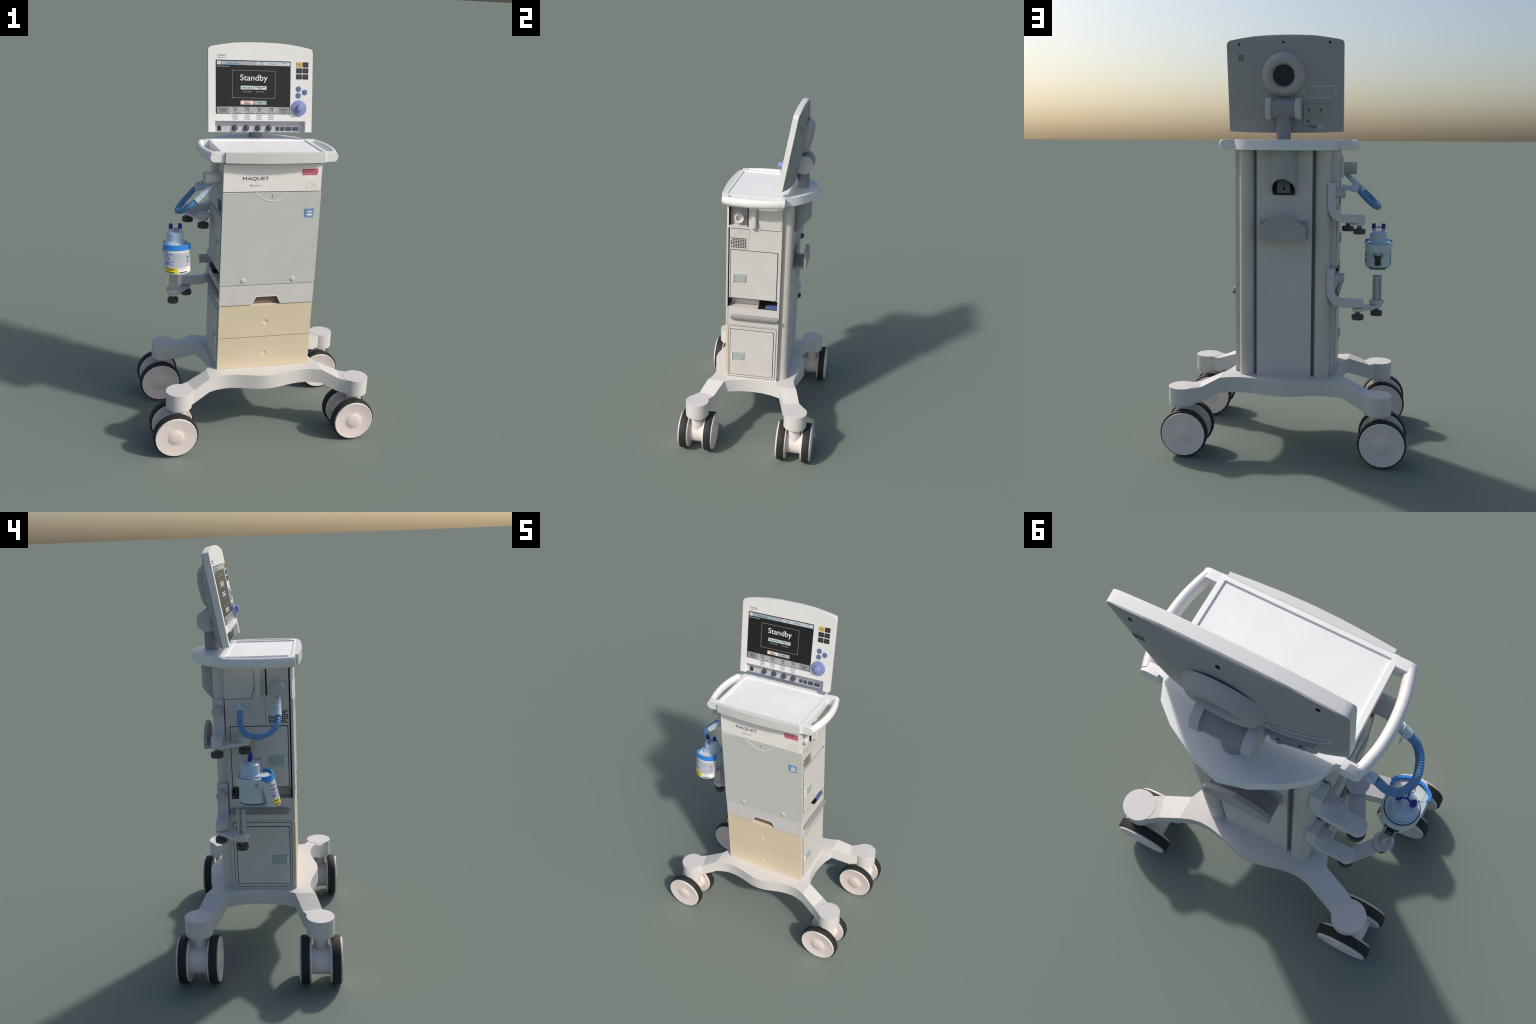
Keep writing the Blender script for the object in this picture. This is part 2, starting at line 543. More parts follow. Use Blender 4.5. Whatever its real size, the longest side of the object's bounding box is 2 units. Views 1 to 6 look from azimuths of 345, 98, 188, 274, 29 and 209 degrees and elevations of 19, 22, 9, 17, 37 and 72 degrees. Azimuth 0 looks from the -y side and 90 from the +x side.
# shelf front with a trapezoid finger notch
notch = [(XL - 0.002, 0.7245), (-0.058, 0.7245), (-0.0395, 0.7645), (-0.034, 0.7672), (0.066, 0.7672), (0.0715, 0.7645), (0.091, 0.7245), (XR + 0.003, 0.7245), (XR + 0.003, 0.8325), (XL - 0.002, 0.8325)]
add("shelf_front", bm_bevel(bm_prism(notch, "y", YF, -0.162), 0.0018), "shelf_grey", cabinet)
add("notch_recess", bm_join(bm_box(-0.068, 0.101, -0.1550, -0.1515, 0.7215, 0.7725), bm_box(-0.068, 0.101, -0.1620, -0.1540, 0.7700, 0.7727),
                            bm_box(-0.0682, -0.0660, -0.1620, -0.1540, 0.7220, 0.7720), bm_box(0.0990, 0.1012, -0.1620, -0.1540, 0.7220, 0.7720)), "slot_brown", cabinet)
add("notch_recess", bm_box(-0.0665, 0.0995, -0.1640, -0.1540, 0.7180, 0.7225), "drawer_tan", cabinet)
lip = [(-0.0585, 0.7255), (-0.0400, 0.7650), (-0.0340, 0.7678), (0.0660, 0.7678), (0.0720, 0.7650), (0.0915, 0.7255)]
add("notch_lip", bm_sweep([(a, YF, b) for a, b in lip], 0.0013, 6, up=Vector((0, 1, 0))), "door_highlight", cabinet)
# two drawers, each with a finger dimple
for z0, z1, zc in ((0.368, 0.5400, 0.4465), (0.5435, 0.7190, 0.6245)):
    d = bm_box(XL - 0.001, XR + 0.001, YF, -0.164, z0, z1)
    bm_bevel(d, 0.0016)
    ball = new_bm()
    bmesh.ops.create_uvsphere(ball, u_segments=40, v_segments=24, radius=0.030, matrix=Matrix.Translation((0.0175, YF - 0.0262, zc)) @ Matrix.Rotation(math.pi / 2, 4, "X"))
    add("drawer", bm_cut(d, ball), "drawer_tan", cabinet, smooth=14)


# side walls: doors, latches, vents, rails, covers
def outline_frame(x, sx, outline, gap, lift_line, lift_panel, line_mat, panel_mat, name, bevel=0.0008):
    """A thin dark plate with a slightly smaller raised panel on it leaves a seam line all round."""
    cy = sum(p[0] for p in outline) / len(outline)
    cz = sum(p[1] for p in outline) / len(outline)
    hy = max(abs(p[0] - cy) for p in outline)
    hz = max(abs(p[1] - cz) for p in outline)
    small = [(cy + (p[0] - cy) * (hy - gap) / hy, cz + (p[1] - cz) * (hz - gap) / hz) for p in outline]
    add(name + "_seam", bm_prism(outline, "x", x - sx * 0.004, x + sx * lift_line), line_mat, cabinet)
    return add(name, bm_bevel(bm_prism(small, "x", x - sx * 0.004, x + sx * lift_panel), bevel, 1), panel_mat, cabinet)


hole_src = None
for sx, x in ((1, XR), (-1, XL)):
    # upper service door above the slot
    outline_frame(x, sx, rounded_rect(-0.152, 0.121, 0.893, 1.193, 0.008), 0.0036, 0.0006, 0.0034, "seam_dark", "cabinet_white", "access_door")
    # lower service door inside a double seam
    outline_frame(x, sx, rounded_rect(-0.157, 0.129, 0.3755, 0.7145, 0.012), 0.0028, 0.0004, 0.0014, "line_grey", "cabinet_white", "access_door_frame")
    outline_frame(x, sx, rounded_rect(-0.1475, 0.1145, 0.3905, 0.6945, 0.006), 0.0034, 0.0016, 0.0042, "seam_dark", "cabinet_white", "access_door")
    # latches
    for z in (1.024, 0.5205):
        plate = bm_bevel(bm_prism(rounded_rect(-0.131, -0.0595, z - 0.0235, z + 0.0235, 0.002, 2), "x", x, x + sx * 0.0085), 0.0015, 2)
        add("latch", plate, "latch_green", cabinet)
        add("latch_edge", bm_bevel(bm_prism(rounded_rect(-0.138, -0.130, z - 0.0240, z + 0.0240, 0.003, 2), "x", x, x + sx * 0.0125), 0.0015, 2), "latch_edge", cabinet)
    # grab rail: half-round bar
    rail = [(x + sx * 0.008, -0.137 + 0.268 * i / 12, 0.7745) for i in range(13)]
    rail_bm = bm_sweep(rail, lambda i: ((0.0110, 0.0168) if 0 < i < 12 else (0.0095, 0.0145)), 14)
    rail_bm = bm_join(rail_bm, bm_lathe([(0.0001, -0.1475), (0.006, -0.1465), (0.0098, -0.143), (0.0118, -0.136)], "y", (x + sx * 0.008, 0.7745), 14),
                      bm_lathe([(0.0118, 0.130), (0.0095, 0.136), (0.006, 0.139), (0.0001, 0.1395)], "y", (x + sx * 0.008, 0.7745), 14))
    add("grab_rail", rail_bm, "rail_grey", cabinet)
    add("shelf_seam", bm_box(min(x, x + sx * 0.0008), max(x, x + sx * 0.0008), -0.165, 0.137, 0.7208, 0.7222), "soft_line", cabinet)
    # trapezoid cover at the upper back
    add("cover_seam", bm_prism([(0.134, 1.3215), (0.134, 1.3200), (0.0145, 1.3200), (-0.0035, 1.378), (-0.002, 1.379), (0.0156, 1.3215)], "x", x - sx * 0.002, x + sx * 0.0008), "line_grey", cabinet)
    cover = [(0.1335, 1.3222), (0.0160, 1.3222), (-0.001, 1.379), (-0.001, 1.452), (0.006, 1.464), (0.1335, 1.464)]
    add("cover_panel", bm_bevel(bm_prism(cover, "x", x - sx * 0.003, x + sx * 0.0025), 0.0015, 1), "cabinet_white", cabinet)
    # vertical swing bar in front of the cover
    bar = []
    for z, out, half in ((1.334, 0.0235, 0.0142), (1.345, 0.0238, 0.0145), (1.40, 0.024, 0.0150), (1.440, 0.022, 0.0165), (1.456, 0.012, 0.018), (1.468, 0.004, 0.019)):
        bar.append([(x - sx * 0.003, -0.0205 - half, z), (x + sx * out * 0.75, -0.0205 - half, z), (x + sx * out, -0.0205 - half * 0.6, z), (x + sx * out, -0.0205 + half * 0.6, z),
                    (x + sx * out * 0.75, -0.0205 + half, z), (x - sx * 0.003, -0.0205 + half, z)])
    add("swing_bar", bm_loft(bar), "cabinet_white", cabinet, smooth=60)
    # vent panel with its rows of square holes
    add("panel_seam", bm_join(bm_box(min(x, x + sx * 0.0008), max(x, x + sx * 0.0008), -0.0492, -0.0480, 1.1945, 1.322),
                              bm_box(min(x, x + sx * 0.0008), max(x, x + sx * 0.0008), -0.0485, -0.037, 1.3775, 1.379)), "soft_line", cabinet)
    add("vent_panel", bm_prism(rounded_rect(-0.1545, -0.0625, 1.198, 1.2675, 0.004, 3), "x", x - sx * 0.002, x + sx * 0.0009), "cabinet_white", cabinet)
    add("vent_panel_seam", bm_prism(rounded_rect(-0.1552, -0.0618, 1.1973, 1.2682, 0.004, 3), "x", x - sx * 0.002, x + sx * 0.0004), "soft_line", cabinet)
    for c in range(9):
        for r in range(7):
            if c == 0 and r in (1, 5):
                continue
            w = Matrix.Translation((x + sx * 0.0010, -0.1480 + 0.01005 * c, 1.2605 - 0.0087 * r))
            if hole_src is None:
                hole_src = add("vent_hole", bm_box(-0.0006, 0.0006, -0.0033, 0.0033, -0.0029, 0.0029), "black_gap", cabinet)
                place(hole_src, cabinet, w)
            else:
                repeat(hole_src, "vent_hole", cabinet, w)
    # small printed signs above the vents: a warning triangle and an outflow mark
    xs = x + sx * 0.0004
    tri = [(xs, -0.1315, 1.277), (xs, -0.1165, 1.277), (xs, -0.124, 1.290), (xs, -0.1315, 1.277)]
    signs = bm_sweep(tri, 0.0006, 5, up=Vector((sx, 0, 0)))
    ring = [(xs, -0.105 + 0.0095 * math.cos(2 * math.pi * i / 20), 1.3005 + 0.0085 * math.sin(2 * math.pi * i / 20)) for i in range(21)]
    signs = bm_join(signs, bm_sweep(ring, 0.0006, 5, up=Vector((sx, 0, 0))), bm_sweep([(xs, -0.105, 1.3005), (xs, -0.086, 1.3005)], 0.0006, 5),
                    bm_sweep([(xs, -0.091, 1.305), (xs, -0.086, 1.3005), (xs, -0.091, 1.296)], 0.0006, 5, up=Vector((sx, 0, 0))))
    add("printed_sign", signs, "soft_line", cabinet)
    # what lies in the open slot: a dark block and blue bags
    add("slot_lining", bm_box(min(x - sx * 0.003, x - sx * 0.058), max(x - sx * 0.003, x - sx * 0.058), 0.012, 0.1265, 0.8352, 0.8372), "black_gap", cabinet)
    add("slot_lining", bm_box(min(x - sx * 0.055, x - sx * 0.062), max(x - sx * 0.055, x - sx * 0.062), 0.012, 0.1265, 0.836, 0.893), "black_gap", cabinet)
    lid = [(0.052, 0.0), (0.085, 0.012), (0.126, 0.017), (0.126, -0.003), (0.075, -0.004)]
    add("blue_tray", bm_bevel(bm_prism([(a, 0.8415 + b * 0.55) for a, b in lid], "x", x - sx * 0.002, x - sx * 0.054), 0.001, 1), "slot_blue", cabinet)
    add("blue_tray", bm_prism([(0.07, 0.893), (0.126, 0.893), (0.126, 0.883), (0.085, 0.884)], "x", x - sx * 0.012, x - sx * 0.054), "slot_blue", cabinet)

# blank plate over the left hand socket, and the open socket with its gas port on the right
add("socket_plate", bm_bevel(bm_box(XL - 0.0016, XL + 0.01, -0.1565, -0.0590, 1.326, 1.466), 0.001, 1), "cabinet_white", cabinet)
add("seal_strip", bm_box(XR - 0.002, XR + 0.0012, -0.155, -0.0515, 1.3185, 1.3215), "seal_blue", cabinet)
add("port_wall", bm_box(0.1765, 0.2320, -0.1605, -0.0555, 1.3345, 1.4435), "port_wall", cabinet)
add("gas_port", bm_lathe([(0.0300, 0.230), (0.0295, 0.240), (0.0285, 0.243), (0.0268, 0.246), (0.0265, 0.2635), (0.0195, 0.2635), (0.0195, 0.2380), (0.0, 0.2375)], "x", (-0.1075, 1.379), 26), "port_white", cabinet)

# writing and stickers on the front
add("lettering", bm_text("MAQUET", -0.1365, -0.0065, 1.3765, 1.3960, YF), "logo_purple", cabinet)
add("lettering", bm_text("Servo-i", -0.0995, -0.0415, 1.3485, 1.3600, YF), "logo_grey", cabinet)
pink = [(0.165, 1.4020), (0.200, 1.4035), (0.238, 1.4030), (0.2425, 1.4080), (0.2435, 1.4345), (0.200, 1.4325), (0.166, 1.4330), (0.1620, 1.4280), (0.163, 1.412)]
add("sticker", bm_prism(pink, "y", YF - 0.0010, YF + 0.001), "sticker_pink", cabinet)
add("sticker_print", bm_join(bm_text("SERVO-i 2 NO.", 0.168, 0.239, 1.4200, 1.4285, YF - 0.001, 0.0004), bm_box(0.168, 0.239, YF - 0.0014, YF, 1.4085, 1.4105)), "sticker_faint", cabinet)
add("sticker", bm_prism([(0.186, 1.188), (0.2335, 1.1865), (0.236, 1.2315), (0.1855, 1.2315)], "y", YF - 0.0030, YF - 0.0005), "sticker_blue", cabinet)
hand = bm_join(bm_prism(rounded_rect(0.199, 0.2275, 1.196, 1.211, 0.004, 3), "y", YF - 0.0036, YF - 0.001),
               *[bm_prism(rounded_rect(0.1995 + 0.0072 * i, 0.2045 + 0.0072 * i, 1.205, 1.218 + (0.004 if i in (1, 2) else 0), 0.0018, 2), "y", YF - 0.0036, YF - 0.001) for i in range(4)])
add("sticker_print", hand, "text_white", cabinet)
add("faint_sticker", bm_join(*[bm_box(0.182 + 0.016 * (i % 4), 0.190 + 0.016 * (i % 4) - 0.003 * (i % 3), YF - 0.0003, YF + 0.001, 1.334 + 0.0135 * (i // 4), 1.3425 + 0.0135 * (i // 4)) for i in range(12)]),
    "sticker_faint", cabinet)

# ----------------------------------------------------------------------------- back panel and posts
add("column_panel", bm_join(bm_box(CX - 0.147, CX + 0.147, YB - 0.004, 0.170, Z0, Z1),
                          bm_bevel(bm_box(CX - 0.1335, CX + 0.1335, 0.160, 0.183, Z0, Z1), 0.006, 3)), "back_grey", cabinet)
add("groove_shade_strip", bm_join(*[bm_box(CX + s * 0.1405 - 0.0068, CX + s * 0.1405 + 0.0068, 0.166, 0.1706, Z0, Z1) for s in (-1, 1)]), "groove_shade_paint", cabinet)  # dark strips modelled for the soft occlusion shade between panel and posts
for s in (-1, 1):
    px = CX + s * 0.1835
    plan = [(px + 0.0375, 0.128)] + arc(px, 0.1595, 0.0375, 0, 180, 8) + [(px - 0.0375, 0.128)]
    add("post", bm_prism(plan, "z", Z0, Z1), "post_grey", cabinet)

# tube housing of the monitor column, cut off at a slant, open below
TY = 0.213
def slant_tube(r, z_top, y_ref, z_ref):
    n = 28
    pts = [(CX + r * math.cos(2 * math.pi * i / n), TY + r * math.sin(2 * math.pi * i / n)) for i in range(n)]
    return [[(a, b, z_top) for a, b in pts], [(a, b, max(1.257, z_ref - (y_ref - b) * 1.02)) for a, b in pts]]
top_o, low_o = slant_tube(0.060, 1.475, 0.273, 1.343)
top_i, low_i = slant_tube(0.0545, 1.475, 0.273, 1.343)
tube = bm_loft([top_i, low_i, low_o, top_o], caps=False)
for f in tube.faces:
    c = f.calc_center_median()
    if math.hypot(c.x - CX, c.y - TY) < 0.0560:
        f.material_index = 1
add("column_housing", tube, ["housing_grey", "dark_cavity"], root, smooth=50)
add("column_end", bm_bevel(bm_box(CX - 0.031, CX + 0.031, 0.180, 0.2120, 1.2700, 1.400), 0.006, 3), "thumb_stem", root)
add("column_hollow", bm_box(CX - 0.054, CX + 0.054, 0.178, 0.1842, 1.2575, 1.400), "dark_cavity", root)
add("column_screw", bm_lathe([(0.0062, 0.205), (0.0062, 0.2128), (0.0, 0.2128)], "y", (CX - 0.002, 1.2900), 14), "black_gap", root)

# cable hook: block with an arched plate
add("cable_hook", bm_bevel(bm_box(CX - 0.1165, CX + 0.1165, 0.175, 0.190, 1.0495, 1.136), 0.0015, 1), "bracket_grey", root)
add("cable_hook", bm_bevel(bm_box(CX - 0.111, CX + 0.111, 0.185, 0.252, 1.0500, 1.064), 0.0012, 1), "bracket_grey", root)
plate = [(-0.1125, 1.048), (0.1125, 1.048), (0.1125, 1.112), (0.060, 1.148), (0.0, 1.1665), (-0.060, 1.148), (-0.1125, 1.112)]
add("cable_hook", bm_bevel(bm_prism([(CX + a, b) for a, b in plate], "y", 0.249, 0.2655), 0.001, 1), "bracket_grey", root, smooth=20)

# ----------------------------------------------------------------------------- tray table
T_TOP, T_LOW = 1.5195, 1.4705
half = [(0.2635, 0.145), (0.2475, 0.148), (0.2210, 0.2055), (0.166, 0.2515), (0.080, 0.2965), (0.0, 0.3175)]
plan = [(CX + 0.2635, -0.192)] + [(CX + d, y) for d, y in half] + [(CX - d, y) for d, y in reversed(half[:-1])] + [(CX - 0.2635, -0.192)]
slab = bm_prism(plan, "z", T_LOW, T_TOP)
recess = bm_loft([[(CX - 0.2475 - e, -0.1765 - e, z), (CX + 0.2475 + e, -0.1765 - e, z), (CX + 0.2475 + e, 0.127 + e, z), (CX - 0.2475 - e, 0.127 + e, z)]
                  for z, e in ((1.5135, -0.002), (1.53, 0.0025))])
tray = add("tray_table", bm_bevel(bm_cut(slab, recess), 0.0016, 2, 30), "white_tray", root, smooth=30)
front = [(-0.2480, 0.1900), (-0.2480, 0.2050), (-0.165, 0.2120), (-0.083, 0.2170), (0.0, 0.2190), (0.083, 0.2170), (0.165, 0.2120), (0.2480, 0.2050), (0.2480, 0.1900)]
add("tray_apron", bm_bevel(bm_prism([(CX + a, -b) for a, b in front], "z", 1.4690, 1.5205), 0.0015, 2, 50), "apron_grey", tray)
for s in (-1, 1):
    rod = spline([(CX + s * 0.3025, -0.176, 1.495), (CX + s * 0.3125, -0.140, 1.495), (CX + s * 0.3240, -0.085, 1.495), (CX + s * 0.3290, -0.018, 1.495),
                  (CX + s * 0.3260, 0.045, 1.495), (CX + s * 0.3140, 0.105, 1.495), (CX + s * 0.3025, 0.140, 1.495)], 6)
    add("handle", bm_sweep(rod, lambda i: (0.0175, 0.0245), 20), "white_handle", tray, smooth=60)
    for y0, y1, reach in ((-0.1915, -0.160, 0.3200), (0.124, 0.1535, 0.3190)):
        tip = [(CX + s * 0.262, 1.471), (CX + s * (reach - 0.024), 1.471)] + [(CX + s * (reach - 0.024 + 0.024 * math.cos(a)), 1.495 + 0.024 * math.sin(a)) for a in [math.pi * (-0.5 + k / 10) for k in range(1, 10)]] + \
              [(CX + s * (reach - 0.024), 1.519), (CX + s * 0.262, 1.519)]
        add("handle_mount", bm_bevel(bm_prism(tip, "y", y0, y1), 0.0015, 2, 50), "white_handle", tray)

# ----------------------------------------------------------------------------- monitor
tilt = math.atan2(0.172, 0.985)
MON = Matrix.Translation((0.016, 0.102, 1.562)) @ Matrix.Rotation(-tilt, 4, "X")   # local x right, y back, z up the face
MH = 0.4455
crown = [(0.2735, 0.398), (0.2715, 0.411), (0.264, 0.4185), (0.252, 0.4225), (0.205, 0.4310), (0.140, 0.4405), (0.07, 0.4445), (0.0, 0.4455)]
upper = crown + [(-u, v) for u, v in reversed(crown[:-1])]
shell_out = [(0.2735, 0.0)] + upper + [(-0.2735, 0.0)]
face_out = [(0.2735, 0.0)] + upper + [(-0.2735, 0.0), (-0.239, 0.0), (-0.239, 0.056), (0.238, 0.056), (0.238, 0.0)]
monitor = add("monitor", bm_bevel(bm_prism(face_out, "y", 0.0, 0.0295), 0.0012, 2, 50), "monitor_white", root, MON, smooth=45)

dense = []
for a, b in zip(shell_out, shell_out[1:] + shell_out[:1]):
    m = 10 if abs(a[0] - b[0]) + abs(a[1] - b[1]) > 0.2 else 3
    for k in range(m):
        dense.append((a[0] + (b[0] - a[0]) * k / m, a[1] + (b[1] - a[1]) * k / m))


def crown_v(u):
    """Height of the casing's arched top at u."""
    return 0.4455 - 0.012 * (abs(u) / 0.2) ** 2.2 if abs(u) < 0.25 else 0.4455 - 0.0196 - (abs(u) - 0.25) * 0.8


def smooth01(t):
    t = min(1.0, max(0.0, t))
    return t * t * (3 - 2 * t)


def shell_n(u, v):
    """Depth of the pillow-shaped back at (u, v); also used to seat things on it."""
    across = 1 - min(1.0, abs(u) / 0.2735) ** 2.8
    d = max(0.0, crown_v(u) - v)
    top = min(1.0, d / 0.15) ** 0.55
    low = 0.84 + 0.16 * smooth01(v / 0.06)
    return 0.0302 + 0.0468 * across * top * low


MID_V = 0.2
rings = [[(u * 0.9985, 0.0280, v * 0.998 + 0.0004) for u, v in dense]]
for k in (0.998, 0.985, 0.965, 0.94, 0.91, 0.87, 0.82, 0.76, 0.69, 0.6, 0.5, 0.38, 0.25, 0.1, 0.01):
    rings.append([(u * k, shell_n(u * k, MID_V + (v - MID_V) * k), MID_V + (v - MID_V) * k) for u, v in dense])
add("casing_shell", bm_loft(rings), "monitor_back_grey", monitor, MON, smooth=50)


boss_v = 0.267
add("boss", bm_lathe([(0.105, 0.068), (0.103, 0.0745), (0.0985, 0.086), (0.0905, 0.0970), (0.080, 0.1045), (0.0715, 0.1075), (0.0645, 0.1065), (0.0585, 0.1025), (0.0535, 0.0955), (0.0500, 0.086), (0.0475, 0.074), (0.046, 0.062)], "y", (0.001, boss_v), 40),
    "boss_grey", monitor, MON, smooth=60)
add("boss_hollow", bm_lathe([(0.0492, 0.0815), (0.0465, 0.0735), (0.036, 0.0690), (0.0, 0.0680)], "y", (0.001, boss_v), 40), "dark_cavity", monitor, MON, smooth=60)  # cup floor coloured near-black to deepen the shadow in the boss
for u, v in ((0.2115, 0.4035), (0.004, 0.4130), (-0.2085, 0.4095)):
    n = shell_n(u, v)
    tip = 0.0056 * (shell_n(u, v - 0.004) - shell_n(u, v + 0.004)) / 0.008     # follow the slope of the shell
    disc = bm_lathe([(0.0056, n - 0.004), (0.0056, n + 0.0006), (0.0, n + 0.0006)], "y", (u, v), 16)
    for p in disc.verts:
        if p.co.y > n:
            p.co.y -= (p.co.z - v) / 0.0056 * tip
    add("screw_hole", disc, "black_gap", monitor, MON)
# loudspeaker button with nine holes
sn = shell_n(0.2025, 0.3435) + 0.0015
add("speaker", bm_lathe([(0.021, sn - 0.006), (0.0205, sn - 0.001), (0.018, sn + 0.0012), (0.0, sn + 0.0022)], "y", (0.2025, 0.3435), 24), "monitor_back_grey", monitor, MON)
for i in range(9):
    add("speaker_hole", bm_lathe([(0.0029, sn), (0.0029, sn + 0.0027), (0.0, sn + 0.0027)], "y", (0.2025 + 0.0098 * (i % 3 - 1), 0.3435 + 0.0098 * (i // 3 - 1)), 10), "black_gap", monitor, MON)
# torn paper label with a curled edge, service cover and small sticker, all draped over the curved back
def drape(bm, cuts=0):
    if cuts:
        bmesh.ops.triangulate(bm, faces=bm.faces)
        bmesh.ops.subdivide_edges(bm, edges=bm.edges, cuts=cuts, use_grid_fill=True)
    for p in bm.verts:
        p.co.y += shell_n(p.co.x, p.co.z)
    return bm


torn = [(-0.088, 0.202), (-0.1, 0.207), (-0.128, 0.2165), (-0.146, 0.2125), (-0.168, 0.2165), (-0.195, 0.2125), (-0.214, 0.2170), (-0.2325, 0.2160), (-0.238, 0.208), (-0.2335, 0.199), (-0.239, 0.192), (-0.2345, 0.177), (-0.222, 0.173), (-0.209, 0.1625), (-0.15, 0.161), (-0.0995, 0.1615), (-0.0935, 0.178)]
add("torn_label", drape(bm_prism(torn, "y", -0.006, 0.0014), 4), "monitor_back_grey", monitor, MON, smooth=30)
edge = resample([Vector((u, 0.0012, v)) for u, v in torn + torn[:1]], 60)
add("torn_edge", drape(bm_sweep(edge, lambda i: 0.0018 + 0.0014 * (0.5 + 0.5 * math.sin(i * 1.7)), 6, up=Vector((0, 1, 0)))), "hinge_cap_grey", monitor, MON)


def faint_lines(u0, u1, v0, v1, rows, n, seed, h=0.35, mats="line_grey"):
    """Rows of word-like dashes."""
    parts, k = [], seed
    for r in range(rows):
        v = v1 - (r + 0.5) * (v1 - v0) / rows
        u = u0
        while u < u1 - 0.004:
            k = (k * 1103515245 + 12345) % 2147483648
            w = min(0.004 + 0.012 * (k / 2147483648), u1 - u)
            hh = h * (v1 - v0) / rows / 2
            parts.append(bm_box(u, u + w, n - 0.0006, n + 0.0003, v - hh, v + hh))
            u += w + 0.0028
    return add("printed_lines", drape(bm_join(*parts)), mats, monitor, MON)


faint_lines(-0.225, -0.105, 0.166, 0.206, 4, 0.0018, 7, 0.4, "housing_grey")
add("service_cover", drape(bm_bevel(bm_prism(rounded_rect(-0.205, -0.088, 0.040, 0.133, 0.008, 4), "y", -0.008, 0.0085), 0.003, 3, 50)), "monitor_back_grey", monitor, MON)
add("cover_ridge", drape(bm_join(bm_bevel(bm_box(-0.204, -0.089, 0.002, 0.0125, 0.128, 0.1335), 0.0012, 2), bm_bevel(bm_box(-0.178, -0.107, 0.002, 0.0125, 0.0925, 0.0965), 0.0012, 2),
                                 bm_bevel(bm_box(-0.178, -0.107, 0.002, 0.0105, 0.069, 0.0715), 0.001, 2))), "boss_grey", monitor, MON)
for u, v, key, r in ((-0.1145, 0.1095, "line_grey", 0.0048), (-0.170, 0.110, "line_grey", 0.0048), (-0.1115, 0.056, "print_blue", 0.0072)):
    add("cover_screw", drape(bm_lathe([(r, 0.002), (r, 0.0096), (r * 0.75, 0.0101), (r * 0.6, 0.0091), (0.0, 0.0091)], "y", (u, v), 16)), [key], monitor, MON)
add("small_sticker", drape(bm_box(-0.186, -0.108, -0.008, 0.0012, 0.0185, 0.0395), 3), "recess_grey", monitor, MON)
faint_lines(-0.150, -0.111, 0.021, 0.038, 3, 0.0014, 3, 0.6, "text_dark")

# bottom control recess
add("control_strip", bm_box(-0.2395, 0.2385, 0.0255, 0.0292, 0.0005, 0.0565), "recess_grey", monitor, MON)
RN = 0.0255
add("power_switch", bm_bevel(bm_box(-0.222, -0.203, RN - 0.003, RN, 0.0075, 0.0315), 0.001, 1), "button_black", monitor, MON)
add("indicator", bm_lathe([(0.0034, RN), (0.0032, RN - 0.001), (0.0, RN - 0.0018)], "y", (-0.1795, 0.0195), 12), "led_green", monitor, MON)
add("indicator", bm_lathe([(0.0020, RN - 0.002), (0.0018, RN - 0.0034), (0.0, RN - 0.0036)], "y", (-0.205, 0.0325), 10), "button_yellow", monitor, MON)
for u in (-0.132, -0.071, -0.0095, 0.0485):
    add("control_knob", bm_lathe([(0.0155, RN), (0.0150, RN - 0.005), (0.0128, RN - 0.0085), (0.0105, RN - 0.0145), (0.0085, RN - 0.0160), (0.0, RN - 0.0160)], "y", (u, 0.0205), 20), "knob_dark", monitor, MON)
for u0, u1 in ((0.0865, 0.1055), (0.1125, 0.1325), (0.1395, 0.1705), (0.1775, 0.2085)):
    add("control_button", bm_bevel(bm_box(u0, u1, RN - 0.003, RN, 0.0085, 0.0275), 0.001, 1), "knob_dark", monitor, MON)

# screen with its standby picture
def card(name, u0, u1, v0, v1, key, n=-0.0013, parent=None):
    return add(name, bm_box(u0, u1, n, 0.001, v0, v1), key, parent or screen, MON)
screen = add("screen", bm_bevel(bm_box(-0.2345, 0.1550, -0.0008, 0.004, 0.0918, 0.3560), 0.0006, 1), "screen_black", monitor, MON)
def words(s, u0, u1, v0, v1, key="text_dark", n=-0.0019, name="lettering"):
    return add(name, bm_text(s, u0, u1, v0, v1, n, 0.0003), key, screen, MON)
card("screen_bar", -0.2295, 0.1510, 0.3325, 0.3515, "screen_grey")
card("screen_tab", -0.2285, -0.2110, 0.3335, 0.3510, "screen_peach", -0.0018)
card("screen_tab", -0.2090, -0.0885, 0.3325, 0.3505, "screen_cyan", -0.0018)
card("screen_tab", -0.2075, -0.0900, 0.3342, 0.3490, "screen_teal", -0.0022)
card("screen_tab", -0.0870, -0.0280, 0.3325, 0.3510, "screen_lilac", -0.0018)
for u0, u1 in ((-0.0265, 0.0315), (0.0335, 0.0895), (0.0920, 0.1505)):
    card("screen_tab", u0, u1, 0.3335, 0.3512, "screen_pale", -0.0018)
words("Pressure Control", -0.176, -0.116, 0.3385, 0.3450, n=-0.0024)
words("Admit", -0.010, 0.012, 0.3440, 0.3485, n=-0.0020)
words("patient", -0.011, 0.013, 0.3360, 0.3405, n=-0.0020)
words("Nebulizer", 0.044, 0.077, 0.3395, 0.3450, n=-0.0020)
words("Status", 0.110, 0.132, 0.3430, 0.3480, n=-0.0020)
words("i", -0.2205, -0.2185, 0.3365, 0.3480, "print_blue", n=-0.0021)
words("Check battery status", -0.2300, -0.1640, 0.3215, 0.3275, "screen_peach", n=-0.0012)
for a in ((-0.1510, -0.1498, 0.1710, 0.3070), (0.0728, 0.0740, 0.1710, 0.3070), (-0.1510, 0.0740, 0.3060, 0.3072), (-0.1510, 0.0740, 0.1706, 0.1718)):
    card("screen_frame", *a, "screen_grey", -0.0012)
words("Standby", -0.1095, 0.0325, 0.2480, 0.2870, "text_white", n=-0.0013)
card("screen_button", -0.1070, -0.0402, 0.2130, 0.2315, "screen_pale")
